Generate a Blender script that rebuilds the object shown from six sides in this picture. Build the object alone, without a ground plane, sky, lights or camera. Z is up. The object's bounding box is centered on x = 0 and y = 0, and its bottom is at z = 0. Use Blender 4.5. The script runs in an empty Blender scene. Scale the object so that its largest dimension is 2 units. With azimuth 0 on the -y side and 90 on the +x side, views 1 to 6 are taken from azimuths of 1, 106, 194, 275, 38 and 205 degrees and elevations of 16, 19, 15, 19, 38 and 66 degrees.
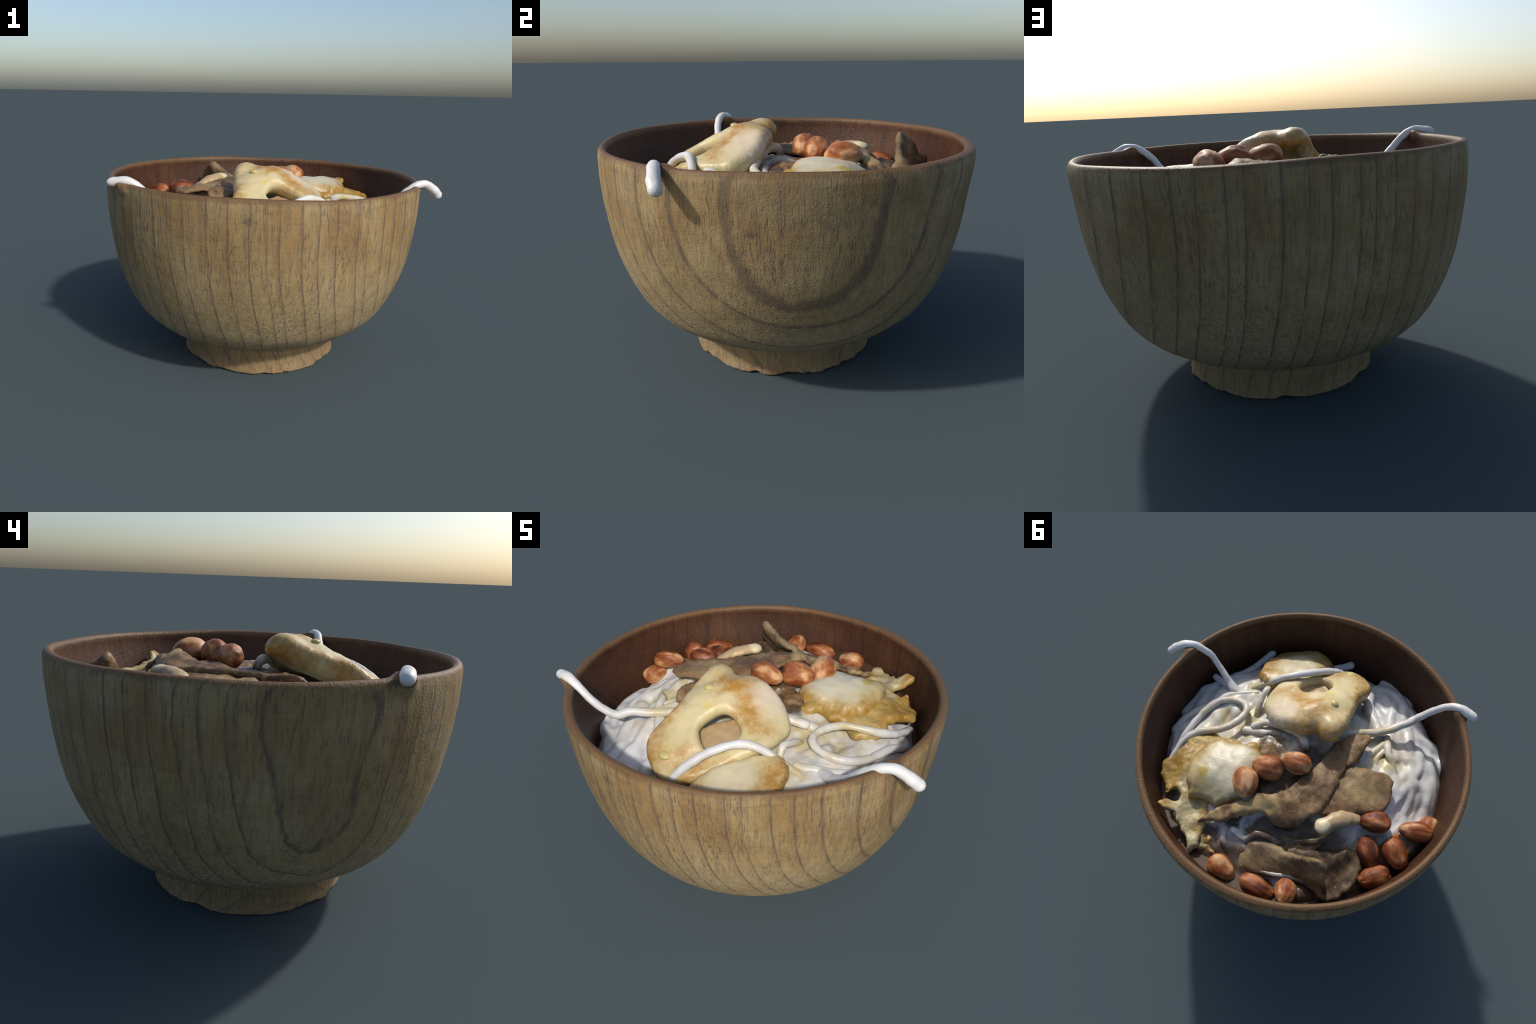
import bpy, bmesh, math, random
import numpy as np
from mathutils import Vector, noise
from mathutils.geometry import delaunay_2d_cdt

random.seed(7)
CX, CY = -0.0495, -0.0033          # bowl axis
ELL_A, ELL_B = 0.0085, 0.0045      # slight ovality of the turned bowl

# ------------------------------------------------------------------ helpers
def spline(xk, yk, x):
    xk = np.array(xk, float); yk = np.array(yk, float); n = len(xk); h = np.diff(xk)
    A = np.eye(n); b = np.zeros(n)
    for i in range(1, n - 1):
        A[i, i-1] = h[i-1]; A[i, i] = 2*(h[i-1]+h[i]); A[i, i+1] = h[i]
        b[i] = 6*((yk[i+1]-yk[i])/h[i] - (yk[i]-yk[i-1])/h[i-1])
    M = np.linalg.solve(A, b); x = np.asarray(x, float)
    i = np.clip(np.searchsorted(xk, x)-1, 0, n-2); a = xk[i+1]-x; c = x-xk[i]
    return (M[i]*a**3+M[i+1]*c**3)/(6*h[i]) + (yk[i]/h[i]-M[i]*h[i]/6)*a + (yk[i+1]/h[i]-M[i+1]*h[i]/6)*c

def fbm(p, octaves=3):
    return noise.fractal(Vector(p), 1.0, 2.0, octaves)

def smooth(a, b, x):
    t = min(1.0, max(0.0, (x-a)/(b-a))); return t*t*(3-2*t)

def catmull(P, per=8, closed=False):
    P = [np.array(p, float) for p in P]; n = len(P); out = []
    segs = n if closed else n-1
    for i in range(segs):
        if closed:
            a, b, c, d = P[i-1], P[i], P[(i+1) % n], P[(i+2) % n]
        else:
            a = P[i-1] if i > 0 else 2*P[0]-P[1]
            b, c = P[i], P[i+1]
            d = P[i+2] if i+2 < n else 2*P[-1]-P[-2]
        for k in range(per):
            t = k/per
            out.append(0.5*((2*b)+(-a+c)*t+(2*a-5*b+4*c-d)*t*t+(-a+3*b-3*c+d)*t**3))
    if not closed:
        out.append(P[-1])
    return np.array(out)

def rbf_fit(uv, w, reg=1e-5):
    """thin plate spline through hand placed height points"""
    uv = np.array(uv, float); w = np.array(w, float); n = len(uv)
    d2 = ((uv[:, None]-uv[None])**2).sum(-1)
    K = 0.5*d2*np.log(d2+1e-12) + reg*np.eye(n)
    Pm = np.c_[np.ones(n), uv]
    A = np.zeros((n+3, n+3)); A[:n, :n] = K; A[:n, n:] = Pm; A[n:, :n] = Pm.T
    sol = np.linalg.solve(A, np.r_[w, 0, 0, 0])
    def f(q):
        q = np.atleast_2d(q); d2 = ((q[:, None]-uv[None])**2).sum(-1)
        return (0.5*d2*np.log(d2+1e-12))@sol[:n] + sol[n] + q@sol[n+1:]
    return f

def new_object(name, verts, faces, mats, parent=None, smooth_shade=True, loc=(0, 0, 0), rot=(0, 0, 0), face_mat=None):
    me = bpy.data.meshes.new(name)
    me.from_pydata([tuple(map(float, v)) for v in verts], [], faces)
    for m in (mats if isinstance(mats, (list, tuple)) else [mats]):
        me.materials.append(m)
    bm = bmesh.new(); bm.from_mesh(me)
    bmesh.ops.recalc_face_normals(bm, faces=bm.faces)
    bm.to_mesh(me); bm.free()
    if face_mat is not None:
        me.polygons.foreach_set("material_index", face_mat)
    me.polygons.foreach_set("use_smooth", [smooth_shade]*len(me.polygons))
    me.update()
    ob = bpy.data.objects.new(name, me); ob.location = loc; ob.rotation_euler = rot
    bpy.context.scene.collection.objects.link(ob)
    if parent is not None:
        ob.parent = parent
        ob.matrix_parent_inverse = parent.matrix_world.inverted() if parent.type != 'EMPTY' else \
            __import__('mathutils').Matrix.Translation(-parent.location)
    return ob

def new_empty(name, loc, label, category):
    e = bpy.data.objects.new(name, None); e.location = loc; e.empty_display_size = 0.1
    bpy.context.scene.collection.objects.link(e)
    e["label"] = label; e["category"] = category
    return e

def tag(ob, label, category):
    ob["label"] = label; ob["category"] = category
    return ob

# ------------------------------------------------------------------ node helpers
class Mat:
    def __init__(self, name, rough=0.5, spec=0.4):
        self.m = bpy.data.materials.new(name); self.m.use_nodes = True
        self.t = self.m.node_tree; self.N = self.t.nodes; self.L = self.t.links
        self.b = self.N["Principled BSDF"]
        self.b.inputs["Roughness"].default_value = rough
        self.b.inputs["Specular IOR Level"].default_value = spec
        self.tc = self.N.new("ShaderNodeTexCoord")
        self.obj = self.tc.outputs["Object"]
    def link(self, a, b):
        if hasattr(a, "is_output"):
            self.L.new(a, b)
        elif isinstance(a, (tuple, list)) and len(a) == 3 and b.type == 'RGBA':
            b.default_value = (*a, 1)
        else:
            b.default_value = a
    def math(self, op, a, b=0.0, c=0.0, clamp=False):
        n = self.N.new("ShaderNodeMath"); n.operation = op; n.use_clamp = clamp
        for s, v in zip(n.inputs, (a, b, c)):
            self.link(v, s)
        return n.outputs[0]
    def vmath(self, op, a, b=(0, 0, 0)):
        n = self.N.new("ShaderNodeVectorMath"); n.operation = op
        self.link(a, n.inputs[0]); self.link(b, n.inputs[1])
        return n.outputs["Value"] if op in ("LENGTH", "DISTANCE", "DOT_PRODUCT") else n.outputs[0]
    def sep(self, v):
        n = self.N.new("ShaderNodeSeparateXYZ"); self.L.new(v, n.inputs[0]); return n.outputs
    def comb(self, x, y, z):
        n = self.N.new("ShaderNodeCombineXYZ")
        for s, v in zip(n.inputs, (x, y, z)):
            self.link(v, s)
        return n.outputs[0]
    def mapping(self, v, scale=(1, 1, 1), loc=(0, 0, 0)):
        n = self.N.new("ShaderNodeMapping"); self.L.new(v, n.inputs[0])
        n.inputs["Scale"].default_value = scale; n.inputs["Location"].default_value = loc
        return n.outputs[0]
    def noise(self, v, scale, detail=3, rough=0.55, color=False, dist=0.0):
        n = self.N.new("ShaderNodeTexNoise"); self.L.new(v, n.inputs["Vector"])
        n.inputs["Scale"].default_value = scale; n.inputs["Detail"].default_value = detail
        n.inputs["Roughness"].default_value = rough; n.inputs["Distortion"].default_value = dist
        return n.outputs["Color" if color else "Fac"]
    def voronoi(self, v, scale, feature='F1', out="Distance"):
        n = self.N.new("ShaderNodeTexVoronoi"); n.feature = feature
        self.L.new(v, n.inputs["Vector"]); n.inputs["Scale"].default_value = scale
        return n.outputs[out]
    def step(self, x, a, b, smoothstep=True):
        n = self.N.new("ShaderNodeMapRange"); n.interpolation_type = 'SMOOTHSTEP' if smoothstep else 'LINEAR'
        self.link(x, n.inputs[0]); n.inputs[1].default_value = a; n.inputs[2].default_value = b
        return n.outputs[0]
    def mix(self, f, a, b, mode='MIX'):
        n = self.N.new("ShaderNodeMix"); n.data_type = 'RGBA'; n.blend_type = mode; n.clamp_factor = True
        self.link(f, n.inputs[0]); self.link(a, n.inputs[6]); self.link(b, n.inputs[7])
        return n.outputs[2]
    def ramp(self, f, stops):
        n = self.N.new("ShaderNodeValToRGB"); self.link(f, n.inputs[0]); e = n.color_ramp.elements
        while len(e) < len(stops):
            e.new(0.5)
        for el, (p, c) in zip(e, stops):
            el.position = p; el.color = (*c, 1)
        return n.outputs[0]
    def curve(self, f, pts):
        n = self.N.new("ShaderNodeFloatCurve"); self.link(f, n.inputs["Value"]); c = n.mapping.curves[0]
        while len(c.points) < len(pts):
            c.points.new(0.5, 0.5)
        for p, (x, y) in zip(c.points, pts):
            p.location = (x, y); p.handle_type = 'VECTOR'
        n.mapping.update()
        return n.outputs[0]
    def spot(self, v, centre, radius, soft=0.5, wob=0.03, wscale=14, squash=(1, 1, 1)):
        """ragged round patch around a place on the object: 1 inside, 0 outside"""
        nz = self.noise(v, wscale, 4, 0.6, color=True)
        d = self.vmath('SUBTRACT', v, centre)
        d = self.vmath('MULTIPLY', d, squash)
        nz = self.vmath('SUBTRACT', nz, (0.5, 0.5, 0.5))
        nz = self.vmath('MULTIPLY', nz, (wob*2.5,)*3)
        d = self.vmath('LENGTH', self.vmath('ADD', d, nz))
        return self.step(d, radius*(1+soft), radius*(1-soft))
    def bump(self, h, strength=0.3, dist=0.01):
        n = self.N.new("ShaderNodeBump"); n.inputs["Strength"].default_value = strength
        n.inputs["Distance"].default_value = dist; self.L.new(h, n.inputs["Height"])
        self.L.new(n.outputs[0], self.b.inputs["Normal"])
    def done(self, col, rough=None):
        self.link(col, self.b.inputs["Base Color"])
        if rough is not None:
            self.link(rough, self.b.inputs["Roughness"])
        return self.m

# ------------------------------------------------------------------ wood
RINGS = [-.995, -.924, -.897, -.862, -.826, -.773, -.715, -.652, -.552, -.462, -.372, -.29, -.235, -.125,
         -.043, .052, .178, .24, .348, .432, .535, .660, .775, .98, 1.09]

def wood(name, inner):
    M = Mat(name, 0.62 if not inner else 0.5, 0.25)
    o = M.obj; x, y, z = M.sep(o)
    a = math.radians(20)
    # growth layers are nearly flat sheets standing across the bowl
    s = M.math('ADD', M.math('MULTIPLY', M.math('SUBTRACT', x, CX), math.cos(a)), M.math('MULTIPLY', y, math.sin(a)))
    # the sheets curve toward the foot, more in front than behind
    below = M.math('MAXIMUM', M.math('SUBTRACT', 0.95, z), 0.0)
    bend = M.math('MULTIPLY', M.math('MULTIPLY', below, below), M.math('MULTIPLY_ADD', M.step(y, 0.6, -0.6, False), -0.18, -0.15))
    flat = s
    s = M.math('ADD', s, bend)
    wob = M.math('SUBTRACT', M.noise(M.mapping(o, (1, 1, 0.5)), 5.0, 2), 0.5)
    s = M.math('MULTIPLY_ADD', wob, 0.022, s)
    jag = M.math('SUBTRACT', M.noise(M.mapping(o, (1, 1, 0.35)), 60.0, 2), 0.5)
    s = M.math('MULTIPLY_ADD', jag, 0.006, s)
    n = len(RINGS)
    u = M.math('MULTIPLY', M.math('ADD', s, 1.0), 1/2.1)
    ph = M.curve(u, [((r+1.0)/2.1, i/n) for i, r in enumerate(RINGS)])
    ph = M.math('MULTIPLY', ph, float(n))
    fr = M.math('FRACT', ph)                      # 0 just after a dark latewood line
    dist = M.math('MINIMUM', fr, M.math('SUBTRACT', 1.0, fr))
    line = M.step(dist, 0.075, 0.008)
    late = M.step(fr, 0.55, 1.0)                  # soft darkening toward each line
    broken = M.step(M.noise(M.mapping(o, (1, 1, 0.22)), 28, 3, 0.6), 0.30, 0.58)
    line = M.math('MULTIPLY', line, M.math('MULTIPLY_ADD', broken, 0.75, 0.25))
    # one broad dark growth ring on the right-hand face
    off = M.math('SUBTRACT', M.math('MULTIPLY_ADD', wob, 0.02, M.math('MULTIPLY_ADD', jag, 0.012, flat)), M.math('MULTIPLY_ADD', z, 0.05, 0.843))
    broad = M.math('MULTIPLY', M.step(M.math('ABSOLUTE', off), 0.013, 0.003), 0.85)
    line = M.math('MAXIMUM', line, broad)
    # pores: short dark dashes running up the grain
    pores = M.noise(M.mapping(o, (1, 1, 0.11)), 150, 2, 0.5)
    pores = M.step(pores, 0.55, 0.65)
    dots = M.step(M.noise(M.mapping(o, (1, 1, 0.5)), 150, 2, 0.5), 0.55, 0.66)
    low = M.math('MULTIPLY', M.step(z, 0.75, 0.45), M.step(z, 0.15, 0.18))
    pores = M.math('ADD', M.math('MULTIPLY', pores, M.math('SUBTRACT', 1.0, low)), M.math('MULTIPLY', dots, low), clamp=True)
    dens = M.step(M.noise(M.mapping(o, (1, 1, 0.4)), 4.5, 2), 0.36, 0.66)
    pores = M.math('MULTIPLY', pores, M.math('MULTIPLY_ADD', dens, 0.6, 0.4))
    fibre = M.noise(M.mapping(o, (1, 1, 0.06)), 60, 3, 0.6)
    turn = M.noise(M.mapping(o, (0.12, 0.12, 1.0)), 75, 2, 0.6)
    blot = M.noise(o, 3.2, 4, 0.6)
    if not inner:
        col = M.ramp(blot, [(0.28, (0.240, 0.170, 0.074)), (0.50, (0.315, 0.236, 0.117)), (0.72, (0.355, 0.283, 0.160))])
        ochre = M.math('MULTIPLY', M.step(z, 0.55, 0.95), M.math('MULTIPLY_ADD', M.step(M.noise(M.mapping(o, (1, 1, 0.7)), 5.5, 3), 0.36, 0.62), 0.75, 0.25))
        col = M.mix(M.math('MULTIPLY', ochre, 0.72), col, (0.235, 0.140, 0.050))
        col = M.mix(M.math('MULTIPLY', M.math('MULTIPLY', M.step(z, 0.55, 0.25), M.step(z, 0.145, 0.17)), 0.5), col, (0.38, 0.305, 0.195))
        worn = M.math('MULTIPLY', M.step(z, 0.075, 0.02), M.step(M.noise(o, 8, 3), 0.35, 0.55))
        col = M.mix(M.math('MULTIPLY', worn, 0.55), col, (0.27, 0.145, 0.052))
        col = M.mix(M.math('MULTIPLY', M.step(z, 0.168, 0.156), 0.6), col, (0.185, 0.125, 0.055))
        dark = (0.085, 0.062, 0.050)
    else:
        col = M.ramp(blot, [(0.28, (0.040, 0.015, 0.007)), (0.55, (0.068, 0.027, 0.012)), (0.75, (0.090, 0.043, 0.019))])
        dark = (0.020, 0.010, 0.007)
    col = M.mix(M.math('MULTIPLY', M.step(fibre, 0.40, 0.70), 0.36), col, dark)
    col = M.mix(M.math('MULTIPLY', M.step(turn, 0.48, 0.72), 0.20), col, dark)
    col = M.mix(M.math('MULTIPLY', late, 0.16), col, dark)
    col = M.mix(M.math('MULTIPLY', pores, 0.72 if not inner else 0.45), col, dark)
    col = M.mix(M.math('MULTIPLY', line, 0.72 if not inner else 0.5), col, dark)
    if not inner:                                 # small bruises in the wood
        for c, r, sq in (((.868, .103, .885), .030, (1, 1, 2.6)), ((.858, -.10, .84), .022, (1, 1, 1.2)), ((-.107, -.93, 1.03), .022, (1, 1, 1))):
            col = M.mix(M.math('MULTIPLY', M.spot(o, c, r, 0.5, 0.02, 40, sq), 0.6), col, dark)
    # stained, oiled lip
    lipz = M.math('MULTIPLY_ADD', M.math('SUBTRACT', x, CX), 0.0134, z)
    lipz = M.math('MULTIPLY_ADD', M.math('SUBTRACT', M.noise(o, 9, 3), 0.5), 0.03, lipz)
    if not inner:
        lip = M.step(lipz, 1.098, 1.130)
        col = M.mix(M.math('MULTIPLY', lip, 0.75), col, (0.105, 0.056, 0.024))
    else:
        lip = M.step(lipz, 1.095, 1.130)
        col = M.mix(M.math('MULTIPLY', lip, 0.6), col, (0.17, 0.095, 0.040))
    h = M.math('ADD', M.math('MULTIPLY', pores, -0.5), M.math('ADD', M.math('MULTIPLY', fibre, 0.5), M.noise(o, 110, 2)))
    M.bump(h, 0.4, 0.006)
    return M.done(col)

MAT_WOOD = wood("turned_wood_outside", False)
MAT_WOOD_IN = wood("stained_wood_inside", True)

# ------------------------------------------------------------------ bowl
PZ = [.165, .179, .195, .216, .257, .3, .4, .5, .65, .8, .95, 1.10, 1.16]
PR = [.395, .470, .540, .610, .684, .735, .807, .854, .9005, .925, .9385, .938, .936]
SPOUT = [(math.atan2(-.268-CY, .868-CX), 0.045, 0.026, 0.02), (math.atan2(-.600-CY, -.79-CX), 0.050, 0.042, 0.030)]

def outer_r(z):
    return float(spline(PZ, PR, z))

def rim_z(th):
    return 1.131 - 0.0134*0.93*math.cos(th) - 0.0017*0.93*math.sin(th) + 0.003*math.sin(3*th+1) + 0.002*math.sin(7*th)

def bowl_point(r, z, th, outside):
    e = 1 + ELL_A*math.cos(2*th) + ELL_B*math.sin(2*th)
    ux, uy = math.cos(th), math.sin(th)
    dr = 0.002*fbm((ux*2.2, uy*2.2, z*2.5), 3)
    if outside:                                # the bowl is not quite round
        ang = lambda deg, w: math.exp(-(((math.degrees(th)-deg+180) % 360-180)/w)**2)
        dr += -0.011*ang(30, 38)*smooth(1.10, 0.90, z)*smooth(0.1, 0.2, z) + 0.014*ang(80, 32)*smooth(0.90, 1.08, z)
        dr += 0.003*ang(155, 32) + 0.003*ang(231, 30)
    if outside:
        dr += 0.012*fbm((ux*6, uy*6, z*9+5), 3)*smooth(0.34, 0.18, z)*smooth(.155, .18, z) + 0.0012*fbm((ux*16, uy*16, z*18), 2)
    # wood drawn out where a noodle crosses the lip
    for ang, up, out, w in SPOUT:
        d = (th-ang+math.pi) % (2*math.pi)-math.pi
        g = math.exp(-(d/0.042)**2)*smooth(1.07, 1.128, z)
        z += up*0.35*g*smooth(1.0, 1.13, z); dr += out*g if outside else -0.3*out*g
    R = r*e+dr
    return (CX+R*ux + 0.006*(z-.6), CY+R*uy - 0.0024*(z-.6), z)

def build_bowl():
    NS = 384
    prof = []                                  # (r, z relative, outside flag)
    for z in np.r_[np.linspace(0.166, 0.25, 18), np.linspace(0.262, 1.095, 70)]:
        prof.append((outer_r(z), z, True))
    # rounded lip, about 4 cm thick
    T = 0.040
    for k in range(1, 12):
        a = math.pi*k/12
        c = outer_r(1.11)-T/2-0.002
        prof.append((c+T/2*math.cos(a), 1.106+0.026*math.sin(a), k < 5))
    for z in np.linspace(1.09, 0.24, 50):
        prof.append((max(0.02, outer_r(z)-T-0.036*smooth(1.11, .88, z)), z, False))
    prof.append((0.45, 0.20, False)); prof.append((0.12, 0.19, False))
    V, F, FM = [], [], []
    for (r, z, o) in prof:
        for j in range(NS):
            th = 2*math.pi*j/NS
            zz = z + (rim_z(th)-1.131)*smooth(0.5, 1.1, z)
            V.append(bowl_point(r, zz, th, o))
    for i in range(len(prof)-1):
        for j in range(NS):
            F.append((i*NS+j, i*NS+(j+1) % NS, (i+1)*NS+(j+1) % NS, (i+1)*NS+j))
            FM.append(0 if prof[i+1][2] else 1)
    F.append(tuple((len(prof)-1)*NS+j for j in range(NS))); FM.append(1)
    root = new_empty("wooden_bowl", (CX, CY, 0), "turned tan wooden bowl with dark brown inside", "bowl")
    new_object("bowl_body", V, F, [MAT_WOOD, MAT_WOOD_IN], root, face_mat=FM)
    # foot ring with a worn, nibbled lower edge
    V, F = [], []
    fp = [(.385, .192), (.400, .176), (.412, .160), (.448, .152), (.466, .140), (.470, .118), (.468, .092), (.468, .066), (.472, .042), (.478, .024),
          (.484, .013), (.485, .007), (.478, .002), (.455, .0), (.43, .004), (.415, .03), (.405, .07), (.39, .11)]
    NF = 360
    for i, (r, z) in enumerate(fp):
        for j in range(NF):
            th = 2*math.pi*j/NF; ux, uy = math.cos(th), math.sin(th)
            k = smooth(0.07, 0.01, z)
            chip = max(0.0, fbm((ux*4.0+3, uy*4.0, 1.7), 3))*1.1 + 0.16*fbm((ux*16, uy*16, 4), 2)
            rr = r+0.006 + 0.006*fbm((ux*3, uy*3, z*8), 3) - k*0.015*chip
            zz = z + k*0.013*max(0.0, chip)*(1 if i > 8 else .4)
            if i >= 14:
                zz = max(zz, z)
            # thin flared lip on some stretches
            rr += 0.010*k*max(0.0, fbm((ux*2.2, uy*2.2, 9), 2))
            V.append((CX-0.009+rr*ux, CY-0.004+rr*uy, zz))
    for i in range(len(fp)-1):
        for j in range(NF):
            F.append((i*NF+j, i*NF+(j+1) % NF, (i+1)*NF+(j+1) % NF, (i+1)*NF+j))
    zmin = min(v[2] for v in V)
    V = [(x, y, z-zmin*smooth(0.05, 0.0, z)) for x, y, z in V]
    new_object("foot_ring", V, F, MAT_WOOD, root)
    # recessed underside of the foot
    V = [(CX, CY, .098)]; F = []
    for j in range(120):
        th = 2*math.pi*j/120
        V.append((CX+.41*math.cos(th), CY+.41*math.sin(th), .105))
        F.append((0, j+1, (j+1) % 120+1))
    new_object("underside", V, F, MAT_WOOD, root)

build_bowl()

def inner_limit(x, y, z):
    """fraction of the way from the axis to the inner wall"""
    th = math.atan2(y-CY, x-CX)
    return math.hypot(x-CX, y-CY)/((outer_r(max(z, .2))-0.07)*(1+ELL_A*math.cos(2*th)+ELL_B*math.sin(2*th)))

# ------------------------------------------------------------------ food materials
def mat_noodle():
    M = Mat("rice_noodle_white", 0.38, 0.4); o = M.obj
    col = M.ramp(M.noise(o, 6, 4, 0.6), [(0.25, (0.50, 0.485, 0.45)), (0.55, (0.60, 0.595, 0.585)), (0.8, (0.67, 0.67, 0.67))])
    # soup stains: cream near the toppings
    st = M.math('MAXIMUM', M.spot(o, (-.42, -.22, .97), .24, .5, .05), M.spot(o, (.40, -.02, .96), .22, .55, .05))
    st = M.math('MAXIMUM', st, M.spot(o, (.35, -.38, .93), .16, .5, .05))
    st = M.math('MAXIMUM', st, M.spot(o, (-.30, .42, .95), .18, .5, .05))
    st = M.math('MAXIMUM', st, M.spot(o, (-.05, -.10, 1.0), .26, .4, .05))
    patch = M.step(M.noise(o, 11, 4, 0.6), 0.36, 0.66)
    col = M.mix(M.math('MULTIPLY', M.math('MULTIPLY', st, 0.9), M.math('MULTIPLY_ADD', patch, 0.75, 0.25)), col, (0.46, 0.37, 0.17))
    rust = M.math('MULTIPLY', st, M.step(M.noise(o, 26, 4, 0.65), 0.60, 0.72))
    col = M.mix(M.math('MULTIPLY', rust, 0.55), col, (0.45, 0.22, 0.05))
    dark_patch = M.spot(o, (.02, .26, .97), .13, .35, .05)  # dark brown patches on the noodle heap, in the gaps between toppings and toward the back wall
    for c, r in (((-.10, .46, .93), .10), ((-.40, .48, .90), .20), ((-.66, .36, .87), .17), ((-.05, .80, .88), .22), ((.28, .76, .88), .18), ((-.45, .76, .86), .22),
                 ((-.14, .06, 1.0), .14), ((-.85, .28, .85), .16), ((.58, .62, .85), .14), ((.12, .04, .99), .10), ((.42, .74, .86), .15), ((.20, .70, .89), .09), ((-.70, .55, .84), .2), ((-.06, .52, .95), .10), ((-.25, .46, .95), .14), ((.13, .50, .95), .07), ((.22, .63, .9), .07), ((.05, .80, .87), .2)):
        dark_patch = M.math('MAXIMUM', dark_patch, M.spot(o, c, r, .35, .05))
    col = M.mix(M.math('MULTIPLY', dark_patch, 0.97), col, M.ramp(M.noise(o, 12, 4), [(0.35, (0.035, 0.018, 0.009)), (0.65, (0.095, 0.056, 0.024))]))
    grey_blotch = M.math('MULTIPLY', M.step(M.noise(o, 15, 3, 0.6), 0.66, 0.76), 0.25)
    col = M.mix(grey_blotch, col, (0.25, 0.25, 0.29))
    M.b.inputs["Subsurface Weight"].default_value = 0.08
    M.b.inputs["Subsurface Radius"].default_value = (0.03, 0.025, 0.02)
    M.b.inputs["Coat Weight"].default_value = 0.08
    M.bump(M.noise(o, 45, 3), 0.18, 0.006)
    return M.done(col)

def mat_tofu(name, cream, amber, spots, white=(), extra=(), fray=0.6, bump=0.25):
    """cream fried skin, amber toasted patches (spots), paler bare patches (white)"""
    M = Mat(name, 0.40, 0.4); o = M.obj
    col = M.ramp(M.noise(o, 9, 4, 0.6), [(0.3, tuple(c*0.86 for c in cream)), (0.7, cream)])
    fleck = M.step(M.noise(o, 18, 5, 0.65), 0.48, 0.66)
    col = M.mix(M.math('MULTIPLY', M.math('MULTIPLY', fleck, M.step(M.noise(o, 5, 3), 0.38, 0.62)), fray), col, tuple(0.55*a+0.45*c for a, c in zip(amber, cream)))
    for c, r, s in spots:
        k = M.spot(o, c, r, 0.6, 0.06, 11)
        g = M.math('MULTIPLY_ADD', M.step(M.noise(o, 28, 5, 0.7), 0.35, 0.62), 0.6, 0.4)
        col = M.mix(M.math('MULTIPLY', M.math('MULTIPLY', k, g), min(1.0, s*1.25)), col, amber)
    for c, r, s, w in white:
        col = M.mix(M.math('MULTIPLY', M.spot(o, c, r, 0.35, 0.03, 12), s), col, w)
    for c, r, s, w in extra:
        col = M.mix(M.math('MULTIPLY', M.spot(o, c, r, 0.3, 0.02, 20), s), col, w)
    M.b.inputs["Subsurface Weight"].default_value = 0.06
    M.b.inputs["Subsurface Radius"].default_value = (0.03, 0.02, 0.01)
    M.b.inputs["Coat Weight"].default_value = 0.1
    M.b.inputs["Coat Roughness"].default_value = 0.35
    M.bump(M.math('ADD', M.noise(o, 60, 4, 0.65), M.noise(o, 16, 3)), bump, 0.008)
    return M.done(col)

def mat_meat(name, base, dark, pale=(0.25, 0.175, 0.095), fat=()):
    M = Mat(name, 0.5, 0.25); o = M.obj
    col = M.ramp(M.noise(o, 7, 5, 0.62), [(0.32, dark), (0.50, base), (0.70, pale)])
    for c, r, st in fat:
        col = M.mix(M.math('MULTIPLY', M.spot(o, c, r, 0.4, 0.04, 16), st), col, (0.36, 0.26, 0.115))
    warp = M.vmath('ADD', o, M.vmath('MULTIPLY', M.noise(o, 8, 3, color=True), (0.12, 0.12, 0.12)))
    vein = M.step(M.voronoi(warp, 13, 'DISTANCE_TO_EDGE'), 0.035, 0.0)
    vein = M.math('MULTIPLY', vein, M.step(M.noise(o, 5, 2), 0.45, 0.6))
    col = M.mix(M.math('MULTIPLY', vein, 0.30), col, tuple(c*0.5 for c in dark))
    col = M.mix(M.math('MULTIPLY', M.step(M.noise(o, 20, 3), 0.66, 0.75), 0.5), col, (0.20, 0.075, 0.035))
    fleck = M.math('MULTIPLY', M.step(M.noise(o, 34, 4, 0.7), 0.60, 0.70), 0.55)
    col = M.mix(fleck, col, (0.40, 0.30, 0.17))
    M.bump(M.math('ADD', M.noise(o, 40, 4, 0.65), M.math('MULTIPLY', vein, -0.3)), 0.45, 0.008)
    return M.done(col)

def mat_peanut():
    M = Mat("fried_peanut_skin", 0.55, 0.3); o = M.obj
    info = M.N.new("ShaderNodeObjectInfo")
    rnd = info.outputs["Random"]
    w4 = M.vmath('ADD', o, M.vmath('MULTIPLY', M.comb(rnd, rnd, rnd), (9, 5, 7)))
    streak = M.noise(M.mapping(w4, (0.6, 1.0, 1.0)), 1.3, 2.5, 0.5)
    col = M.ramp(M.math('MULTIPLY_ADD', M.math('SUBTRACT', rnd, 0.55), 0.30, streak),
                 [(0.30, (0.075, 0.018, 0.006)), (0.45, (0.195, 0.050, 0.013)), (0.58, (0.31, 0.115, 0.040)), (0.70, (0.48, 0.27, 0.13))])
    spotty = M.step(M.noise(w4, 4.5, 3), 0.66, 0.72)
    col = M.mix(M.math('MULTIPLY', spotty, 0.5), col, (0.10, 0.045, 0.02))
    M.b.inputs["Coat Weight"].default_value = 0.06
    M.b.inputs["Coat Roughness"].default_value = 0.3
    M.bump(streak, 0.15, 0.006)
    return M.done(col)

def mat_plain(name, a, b, scale=9, rough=0.4, bump=0.2):
    M = Mat(name, rough, 0.4); o = M.obj
    col = M.ramp(M.noise(o, scale, 4, 0.6), [(0.3, a), (0.7, b)])
    M.bump(M.noise(o, 45, 3), bump, 0.006)
    return M.done(col)

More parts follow.
